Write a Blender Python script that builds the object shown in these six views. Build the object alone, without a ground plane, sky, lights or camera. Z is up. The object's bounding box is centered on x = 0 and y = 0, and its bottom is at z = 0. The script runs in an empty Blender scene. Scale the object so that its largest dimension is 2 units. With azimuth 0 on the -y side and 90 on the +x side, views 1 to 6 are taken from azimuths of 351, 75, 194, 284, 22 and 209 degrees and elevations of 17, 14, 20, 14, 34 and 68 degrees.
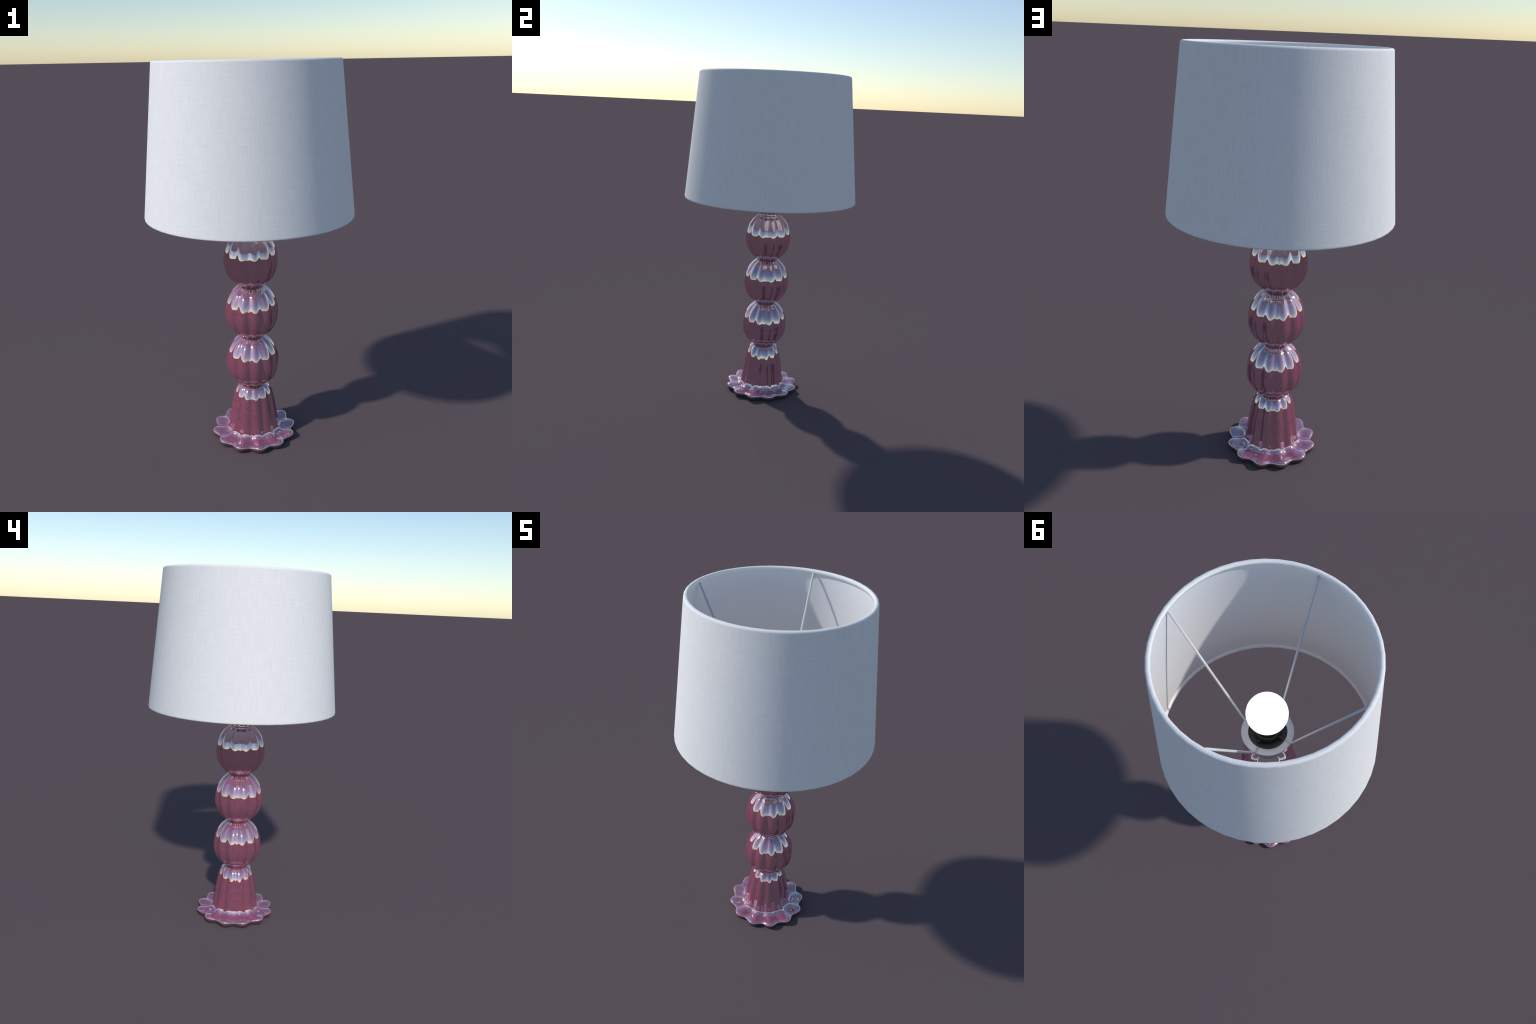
import bpy, math, random
from mathutils import Vector

random.seed(7)
TAU = 2.0 * math.pi
LOBES = 12                       # flutes round the column, crests every 30 degrees

# ------------------------------------------------------------------ helpers
def smooth_curve(points, steps):
    """Catmull-Rom (centripetal-ish) through control points -> dense polyline."""
    pts = [Vector(p) for p in points]
    ext = [pts[0] * 2 - pts[1]] + pts + [pts[-1] * 2 - pts[-2]]
    out = []
    for i in range(1, len(ext) - 2):
        p0, p1, p2, p3 = ext[i - 1:i + 3]
        d = max((p2 - p1).length, 1e-6)
        m1 = (p2 - p0) * (d / max((p1 - p0).length + d, 1e-6))
        m2 = (p3 - p1) * (d / max((p3 - p2).length + d, 1e-6))
        for k in range(steps):
            t = k / steps
            t2, t3 = t * t, t * t * t
            out.append(p1 * (2 * t3 - 3 * t2 + 1) + m1 * (t3 - 2 * t2 + t)
                       + p2 * (-2 * t3 + 3 * t2) + m2 * (t3 - t2))
    out.append(pts[-1])
    return out


def new_object(name, verts, faces, material, parent, smooth=True, normals=None):
    mesh = bpy.data.meshes.new(name)
    mesh.from_pydata(verts, [], faces)
    mesh.update()
    if smooth:
        mesh.polygons.foreach_set("use_smooth", [True] * len(mesh.polygons))
    if normals is not None:
        mesh.normals_split_custom_set_from_vertices(normals)
    mesh.materials.append(material)
    obj = bpy.data.objects.new(name, mesh)
    bpy.context.scene.collection.objects.link(obj)
    obj.parent = parent
    return obj


def flute(theta, amount, soft):
    """0 on the crest of a flute, about -amount in the groove between two.
    Rounded lobes meet in narrower grooves; soft widens the groove."""
    c = math.cos(0.5 * LOBES * theta)
    e = math.sqrt(1.0 + soft * soft)
    return amount * (math.sqrt(c * c + soft * soft) - e) / (e - soft)


def lathe_grid(rings, segments, fluted=True):
    """rings: (radius, z, flute amount, groove sharpness)."""
    verts, faces = [], []
    for ring in rings:
        r, z, a, s = ring[:4]
        dip = ring[4] if len(ring) > 4 else 0.0          # how far grooves sink below the crests
        for j in range(segments):
            t = TAU * j / segments
            rr = r * (1.0 + (flute(t, a, s) if fluted else 0.0))
            zz = z + (flute(t, dip, s) if dip else 0.0)
            verts.append((rr * math.cos(t), rr * math.sin(t), zz))
    for i in range(len(rings) - 1):
        for j in range(segments):
            k = (j + 1) % segments
            faces.append((i * segments + j, i * segments + k,
                          (i + 1) * segments + k, (i + 1) * segments + j))
    return verts, faces


def lathe(name, profile, segments, material, parent, steps=1, smooth=True, caps=False, sharp_angle=None):
    """Plain turned part from a profile of (radius, z), listed upward on the outside."""
    pts = smooth_curve([(r, z, 0) for r, z in profile], steps) if steps > 1 else [Vector((r, z, 0)) for r, z in profile]
    verts, faces = lathe_grid([(max(p.x, 0.0), p.y, 0, 0) for p in pts], segments, False)
    if caps:
        faces.append(tuple(reversed(range(segments))))
        n = (len(pts) - 1) * segments
        faces.append(tuple(range(n, n + segments)))
    obj = new_object(name, verts, faces, material, parent, smooth)
    if sharp_angle is not None:
        obj.data.set_sharp_from_angle(angle=math.radians(sharp_angle))
    return obj


def rod(name, path, radius, material, parent, sides=16):
    """Round wire along a polyline, built as a swept tube."""
    pts = [Vector(p) for p in path]
    verts, faces = [], []
    for i, p in enumerate(pts):
        d = (pts[min(i + 1, len(pts) - 1)] - pts[max(i - 1, 0)]).normalized()
        up = Vector((0, 0, 1)) if abs(d.z) < 0.95 else Vector((1, 0, 0))
        a = d.cross(up).normalized()
        b = a.cross(d)
        for j in range(sides):
            t = TAU * j / sides
            verts.append(p + (a * math.cos(t) + b * math.sin(t)) * radius)
    for i in range(len(pts) - 1):
        for j in range(sides):
            k = (j + 1) % sides
            faces.append((i * sides + j, i * sides + k, (i + 1) * sides + k, (i + 1) * sides + j))
    faces.append(tuple(reversed(range(sides))))
    n = (len(pts) - 1) * sides
    faces.append(tuple(range(n, n + sides)))
    return new_object(name, verts, faces, material, parent)


# ------------------------------------------------------------------ materials
def base_material(name):
    m = bpy.data.materials.new(name)
    m.use_nodes = True
    nt = m.node_tree
    return m, nt, nt.nodes["Principled BSDF"]


def node(nt, kind, **props):
    n = nt.nodes.new(kind)
    for k, v in props.items():
        setattr(n, k, v)
    return n


def math_node(nt, op, a, b=None, clamp=False):
    n = node(nt, "ShaderNodeMath", operation=op, use_clamp=clamp)
    for i, v in enumerate((a, b)):
        if v is None:
            continue
        if isinstance(v, (int, float)):
            n.inputs[i].default_value = v
        else:
            nt.links.new(v, n.inputs[i])
    return n.outputs[0]


def mix_colour(nt, fac, a, b, mode="MIX"):
    n = node(nt, "ShaderNodeMix", data_type="RGBA", blend_type=mode)
    for sock, v in ((n.inputs[0], fac), (n.inputs[6], a), (n.inputs[7], b)):
        if isinstance(v, (int, float)):
            sock.default_value = v
        elif isinstance(v, tuple):
            sock.default_value = v
        else:
            nt.links.new(v, sock)
    return n.outputs[2]


def step_ramp(nt, value, lo, hi):
    n = node(nt, "ShaderNodeMapRange", clamp=True)
    n.interpolation_type = "SMOOTHSTEP"
    nt.links.new(value, n.inputs[0])
    n.inputs[1].default_value, n.inputs[2].default_value = lo, hi
    n.inputs[3].default_value, n.inputs[4].default_value = 0.0, 1.0
    return n.outputs[0]


def glazed_ceramic():
    m, nt, p = base_material("plum_glazed_ceramic")
    co = node(nt, "ShaderNodeTexCoord").outputs["Object"]

    def specks(scale, stretch, threshold, soft, share):
        mp = node(nt, "ShaderNodeMapping")
        mp.inputs["Scale"].default_value = (1.0, 1.0, stretch)
        nt.links.new(co, mp.inputs[0])
        v = node(nt, "ShaderNodeTexVoronoi", feature="F1")
        v.inputs["Scale"].default_value = scale
        nt.links.new(mp.outputs[0], v.inputs["Vector"])
        # only some cells carry a speck
        pick = node(nt, "ShaderNodeSeparateColor")
        nt.links.new(v.outputs["Color"], pick.inputs[0])
        on = math_node(nt, "GREATER_THAN", pick.outputs[0], 1.0 - share)
        size = math_node(nt, "MULTIPLY", math_node(nt, "ADD", math_node(nt, "MULTIPLY", pick.outputs[1], 0.55), 0.45), threshold)
        dist = math_node(nt, "SUBTRACT", size, v.outputs["Distance"])
        return math_node(nt, "MULTIPLY", step_ramp(nt, dist, -soft, soft), on), pick.outputs[2]

    tone = node(nt, "ShaderNodeTexNoise")
    tone.inputs["Scale"].default_value = 9.0
    tone.inputs["Detail"].default_value = 4.0
    nt.links.new(co, tone.inputs["Vector"])
    glaze = mix_colour(nt, step_ramp(nt, tone.outputs["Fac"], 0.3, 0.7), GLAZE_DEEP, GLAZE_LIGHT)
    fine, _ = specks(140.0, 0.9, 0.42, 0.05, 0.65)
    big, hue = specks(75.0, 0.85, 0.27, 0.04, 0.4)
    c1 = mix_colour(nt, math_node(nt, "MULTIPLY", fine, 0.95), glaze, (0.070, 0.058, 0.014, 1))
    dark = mix_colour(nt, math_node(nt, "GREATER_THAN", hue, 0.5), (0.075, 0.060, 0.020, 1), (0.040, 0.042, 0.055, 1))
    c2 = mix_colour(nt, math_node(nt, "MULTIPLY", big, 0.8), c1, dark)
    nt.links.new(c2, p.inputs["Base Color"])
    p.inputs["Roughness"].default_value = 0.025
    p.inputs["IOR"].default_value = GLAZE_IOR
    p.inputs["Specular Tint"].default_value = GLAZE_TINT
    return m


GLAZE_DEEP = (0.345, 0.064, 0.134, 1)
GLAZE_LIGHT = (0.380, 0.073, 0.148, 1)
GLAZE_IOR = 5.1
GLAZE_TINT = (1.0, 0.97, 0.98, 1)


def linen():
    m, nt, p = base_material("white_linen_weave")
    co = node(nt, "ShaderNodeTexCoord").outputs["Object"]
    sep = node(nt, "ShaderNodeSeparateXYZ")
    nt.links.new(co, sep.inputs[0])
    x, y, z = sep.outputs
    around = math_node(nt, "MULTIPLY", math_node(nt, "ARCTAN2", y, x), 0.49)

    def threads(u, v, su, sv, detail=3.0):
        cmb = node(nt, "ShaderNodeCombineXYZ")
        nt.links.new(math_node(nt, "MULTIPLY", u, su), cmb.inputs[0])
        nt.links.new(math_node(nt, "MULTIPLY", v, sv), cmb.inputs[1])
        n = node(nt, "ShaderNodeTexNoise")
        n.inputs["Scale"].default_value = 1.0
        n.inputs["Detail"].default_value = detail
        n.inputs["Roughness"].default_value = 0.7
        nt.links.new(cmb.outputs[0], n.inputs["Vector"])
        return n.outputs["Fac"]

    warp = threads(around, z, 320.0, 10.0, 2.0)
    weft = threads(around, z, 10.0, 320.0, 2.0)
    slub = threads(around, z, 90.0, 4.0, 2.0)
    grain = threads(around, z, 330.0, 330.0, 1.0)
    total = math_node(nt, "ADD", math_node(nt, "ADD", math_node(nt, "MULTIPLY", warp, 0.33), math_node(nt, "MULTIPLY", weft, 0.27)),
                      math_node(nt, "ADD", math_node(nt, "MULTIPLY", slub, 0.03), math_node(nt, "MULTIPLY", grain, 0.37)))
    fac = step_ramp(nt, total, 0.38, 0.62)
    nt.links.new(mix_colour(nt, fac, LINEN_DARK, LINEN_LIGHT), p.inputs["Base Color"])
    p.inputs["Roughness"].default_value = 0.9
    p.inputs["Specular IOR Level"].default_value = 0.2
    bump = node(nt, "ShaderNodeBump")
    bump.inputs["Strength"].default_value = 0.35
    bump.inputs["Distance"].default_value = 0.0015
    nt.links.new(total, bump.inputs["Height"])
    nt.links.new(bump.outputs[0], p.inputs["Normal"])
    return m


LINEN_DARK = (0.815, 0.81, 0.81, 1)
LINEN_LIGHT = (0.94, 0.93, 0.925, 1)


def plain(name, colour, rough, metallic=0.0, spec=0.5, grain=0.0, scale=60.0):
    m, nt, p = base_material(name)
    if grain:
        co = node(nt, "ShaderNodeTexCoord").outputs["Object"]
        n = node(nt, "ShaderNodeTexNoise")
        n.inputs["Scale"].default_value = scale
        n.inputs["Detail"].default_value = 3.0
        nt.links.new(co, n.inputs["Vector"])
        lo = tuple(c * (1 - grain) for c in colour[:3]) + (1,)
        nt.links.new(mix_colour(nt, n.outputs["Fac"], lo, colour), p.inputs["Base Color"])
    else:
        p.inputs["Base Color"].default_value = colour
    p.inputs["Roughness"].default_value = rough
    p.inputs["Metallic"].default_value = metallic
    p.inputs["Specular IOR Level"].default_value = spec
    return m


def glowing_glass():
    m, nt, p = base_material("glowing_opal_glass")
    p.inputs["Base Color"].default_value = (0.9, 0.9, 0.9, 1)
    p.inputs["Roughness"].default_value = 0.35
    p.inputs["Emission Color"].default_value = (1, 1, 1, 1)
    p.inputs["Emission Strength"].default_value = 1.1
    return m


CERAMIC = glazed_ceramic()
LINEN = linen()
LINING = plain("matt_white_lining", (0.83, 0.832, 0.838, 1), 0.7, spec=0.2, grain=0.03)
WIRE = plain("brushed_steel_wire", (0.76, 0.76, 0.77, 1), 0.4, metallic=0.05, grain=0.1)
RING = plain("pale_steel_ring", (0.70, 0.705, 0.73, 1), 0.45, metallic=0.2, grain=0.05)
CAP = plain("polished_steel_cap", (0.86, 0.86, 0.85, 1), 0.06, metallic=1.0, grain=0.04)
FOOT_BAND = plain("dark_grey_brown_band", (0.072, 0.056, 0.058, 1), 0.45, spec=0.4, grain=0.15)
BLACK = plain("black_plastic_holder", (0.022, 0.022, 0.022, 1), 0.45, spec=0.4, grain=0.2)
GLASS = glowing_glass()

# ------------------------------------------------------------------ lamp
lamp = bpy.data.objects.new("table_lamp", None)
bpy.context.scene.collection.objects.link(lamp)
lamp["label"] = "table lamp with plum fluted ceramic stand and white linen shade"
lamp["category"] = "table lamp"

stand = bpy.data.objects.new("stand", None)
bpy.context.scene.collection.objects.link(stand)
stand.parent = lamp
SEG = 480

# flute depth (share of the radius, crest to groove) and softness of the groove
A_BALL, A_STEM, SOFT, RIM = 0.076, 0.066, 0.46, 0.88


def fluted(name, control, steps, segments=SEG):
    """control: (radius, z, flute amount, sharpness), bottom to top."""
    pr = smooth_curve([(c[0], c[1], 0) for c in control], steps)
    pa = smooth_curve([(c[2], c[3], c[4] if len(c) > 4 else 0) for c in control], steps)
    rings = [(p.x, p.y, max(a.x, 0), a.y, a.z) for p, a in zip(pr, pa)]
    return rings


# --- foot and tapered stem: one smooth surface, separated by region
base_profile = [          # radius on the crests, height, flute depth, groove softness, dip of the grooves
    (0.2225, 0.0165, 0.102, RIM, 0.000), (0.2275, 0.0185, 0.102, RIM, 0.001), (0.2308, 0.0230, 0.102, RIM, 0.002), (0.2315, 0.0285, 0.102, RIM, 0.004),
    (0.2288, 0.0352, 0.102, RIM, 0.007), (0.2225, 0.0398, 0.100, RIM, 0.009), (0.2135, 0.0418, 0.096, RIM, 0.010), (0.2010, 0.0418, 0.091, RIM, 0.0105), (0.1860, 0.0408, 0.086, 0.82, 0.0105),
    (0.1710, 0.0398, 0.081, 0.74, 0.0095), (0.1570, 0.0412, 0.076, 0.66, 0.0065), (0.1462, 0.0475, 0.071, 0.58, 0.0030), (0.1400, 0.0590, 0.068, 0.52, 0.0008), (0.1363, 0.0730, A_STEM, 0.48, 0.0),
    (0.1340, 0.0860, A_STEM, SOFT, 0.0), (0.1296, 0.1150, A_STEM, SOFT, 0.0), (0.1240, 0.1530, A_STEM, SOFT, 0.0), (0.1178, 0.1920, A_STEM, SOFT, 0.0),
    (0.1116, 0.2240, A_STEM, SOFT, 0.0), (0.1080, 0.2410, A_STEM, SOFT, 0.0), (0.1035, 0.2575, A_STEM, SOFT, 0.0), (0.0976, 0.2715, A_STEM, SOFT, 0.0), (0.0905, 0.2845, A_STEM, SOFT, 0.0),
    (0.0795, 0.2980, A_STEM, SOFT, 0.0), (0.0695, 0.3050, A_STEM, SOFT, 0.0), (0.0600, 0.3090, A_STEM, SOFT, 0.0), (0.0500, 0.3100, A_STEM, SOFT, 0.0)]
rings = fluted("base", base_profile, 7)
verts, faces = lathe_grid(rings, SEG)
whole = bpy.data.meshes.new("whole")
whole.from_pydata(verts, [], faces)
whole.update()
vnorm = [v.normal.copy() for v in whole.vertices]
bpy.data.meshes.remove(whole)
split = next(i for i, r in enumerate(rings) if r[1] > 0.06)
for name, lo, hi in (("foot", 0, split), ("stem", split, len(rings) - 1)):
    vs = verts[lo * SEG:(hi + 1) * SEG]
    ns = vnorm[lo * SEG:(hi + 1) * SEG]
    fs = [tuple(i - lo * SEG for i in f) for f in faces[lo * SEG:hi * SEG]]
    new_object(name, vs, fs, CERAMIC, stand, normals=ns)

# --- three melon-shaped balls stacked on the stem
PITCH = 0.2845
Z_BALL = 0.594 - PITCH
ball_profile = [          # z measured from the ball's lower neck
    (r * 1.013, z, A_BALL, SOFT) for r, z in (
        (0.0500, -0.0010), (0.0600, 0.0003), (0.0670, 0.0035), (0.0768, 0.0110), (0.0992, 0.0295), (0.1190, 0.0560), (0.1313, 0.0830),
        (0.1379, 0.1080), (0.1400, 0.1300), (0.1392, 0.1500), (0.1359, 0.1740), (0.1285, 0.2000), (0.1155, 0.2260),
        (0.0952, 0.2540), (0.0730, 0.2735), (0.0655, 0.2790), (0.0590, 0.2830), (0.0500, 0.2845))]
verts, faces = lathe_grid(fluted("ball", ball_profile, 7), SEG)
ball = new_object("fluted_ball", verts, faces, CERAMIC, stand)
ball.location = (0, 0, Z_BALL)
for k in (1, 2):
    b = ball.copy()
    b.location.z = Z_BALL + k * PITCH
    bpy.context.scene.collection.objects.link(b)

# --- dark band along the bottom of the foot, same scalloped outline
band_profile = [(r, z, 0.102, RIM) for r, z in (
    (0.1500, 0.0004), (0.2150, 0.0000), (0.2200, 0.0008), (0.2225, 0.0035), (0.2248, 0.0095), (0.2258, 0.0145), (0.2252, 0.0172), (0.2150, 0.0178))]
verts, faces = lathe_grid(fluted("band", band_profile, 3), SEG)
new_object("dark_foot_band", verts, faces, FOOT_BAND, stand)

# ------------------------------------------------------------------ fittings
fitting = bpy.data.objects.new("lamp_holder", None)
bpy.context.scene.collection.objects.link(fitting)
fitting.parent = lamp
Z_TOP = Z_BALL + 3 * PITCH          # top of the stack, about 1.163
lathe("steel_cap", [(0.050, 1.1560), (0.0630, 1.1565), (0.0672, 1.1590), (0.0735, 1.1680), (0.0795, 1.1765), (0.0808, 1.1790), (0.0815, 1.1815), (0.0805, 1.1840), (0.0800, 1.1860), (0.0800, 1.2950), (0.0780, 1.2990), (0.060, 1.3000)],
      64, CAP, fitting, sharp_angle=40)
lathe("holder_body", [(0.020, 1.195), (0.050, 1.196), (0.052, 1.20), (0.064, 1.235), (0.065, 1.24), (0.065, 1.310), (0.060, 1.312)], 48, BLACK, fitting, sharp_angle=35)
lathe("holder_flange", [(0.058, 1.308), (0.092, 1.308), (0.0935, 1.310), (0.0935, 1.325), (0.092, 1.327), (0.060, 1.327), (0.058, 1.325)], 64, BLACK, fitting, sharp_angle=35)
lathe("holder_sleeve", [(0.0635, 1.322), (0.0635, 1.368), (0.061, 1.371), (0.057, 1.371), (0.055, 1.366), (0.052, 1.366), (0.048, 1.40), (0.044, 1.43), (0.03, 1.43)], 48, BLACK, fitting, sharp_angle=35)
knob_v = [(sx * 0.007, sy * 0.006, sz) for sz in (0.0, 0.011) for sx, sy in ((-1, -1), (1, -1), (1, 1), (-1, 1))]
knob_f = [(3, 2, 1, 0), (4, 5, 6, 7), (0, 1, 5, 4), (1, 2, 6, 5), (2, 3, 7, 6), (3, 0, 4, 7)]
first = None
for k in range(4):
    a = math.radians(90 * k - 5)
    if first is None:
        first = o = new_object("holder_lug", knob_v, knob_f, BLACK, fitting, smooth=False)
    else:
        o = first.copy()
        bpy.context.scene.collection.objects.link(o)
    o.location = (0.069 * math.cos(a), 0.069 * math.sin(a), 1.338)
    o.rotation_euler = (0, 0, a)

# bulb: opal globe on a short neck
def globe(rad, zc, n, bottom):
    pts = [(0.030, zc - bottom)]
    start = -math.asin(min(0.999, 0.86))
    for i in range(n + 1):
        t = start + (math.pi / 2 - start) * i / n
        pts.append((rad * math.cos(t), zc + rad * math.sin(t)))
    return pts
lathe("light_bulb", globe(0.0962, 1.514, 12, 0.094), 32, GLASS, lamp)

# ------------------------------------------------------------------ shade
shade = bpy.data.objects.new("lampshade", None)
bpy.context.scene.collection.objects.link(shade)
shade.parent = lamp
Z0, Z1, R0, R1 = 1.2553, 2.000, 0.5240, 0.4472
WALL, HEM = 0.010, 0.021
FACETS = 48


def wall_radius(z):
    return R0 + (R1 - R0) * (z - Z0) / (Z1 - Z0)


def hem_arc(zc, half, top):
    """Rolled edge: half-round across the thickness of the hem, outside to inside."""
    pts = []
    for i in range(9):
        t = math.pi * i / 8
        zz = zc + math.sin(t) * half * (1 if top else -1)
        pts.append((wall_radius(zz) - HEM / 2 + math.cos(t) * HEM / 2, zz))
    return pts


top_arc = hem_arc(Z1 - 0.009, 0.009, True)
bot_arc = hem_arc(Z0 + 0.007, 0.007, False)
outer = [(wall_radius(z), z) for z in [Z0 + 0.012 + (Z1 - Z0 - 0.024) * i / 24 for i in range(25)]]
profile = [(wall_radius(Z0 + 0.022) - WALL, Z0 + 0.023), (wall_radius(Z0 + 0.02) - HEM + 0.002, Z0 + 0.019)] + list(reversed(bot_arc)) + outer + top_arc + \
          [(wall_radius(Z1 - 0.02) - HEM + 0.002, Z1 - 0.021), (wall_radius(Z1 - 0.025) - WALL, Z1 - 0.026)]
lathe("shade_fabric", profile, FACETS, LINEN, shade)
lining = [(wall_radius(z) - WALL - 0.001, z) for z in [Z1 - 0.02 - (Z1 - Z0 - 0.04) * i / 12 for i in range(13)]]
lathe("shade_lining", lining, FACETS, LINING, shade)

# carrier: ring on the holder with four wires up to the shade's upper rim
ringp = [(0.0925, 1.322), (0.124, 1.322), (0.1255, 1.3235), (0.1255, 1.3275), (0.124, 1.329), (0.095, 1.3300), (0.0925, 1.3290), (0.0925, 1.322)]
lathe("carrier_ring", ringp, 48, RING, shade, sharp_angle=40)
for reach, quarter_turns in ((0.0115, (0,)), (0.0165, (3,)), (HEM + 0.0015, (1, 2))):
    path = [(0.098, 0, 1.332), (0.122, 0, 1.3322), (0.128, 0, 1.334), (0.1325, 0, 1.341), (wall_radius(1.984) - reach, 0, 1.984)]
    wire = rod("carrier_wire", path, 0.0055, WIRE, shade)
    wire.rotation_euler = (0, 0, TAU * quarter_turns[0] / 4)
    for turns in quarter_turns[1:]:
        twin = wire.copy()
        twin.rotation_euler = (0, 0, TAU * turns / 4)
        bpy.context.scene.collection.objects.link(twin)
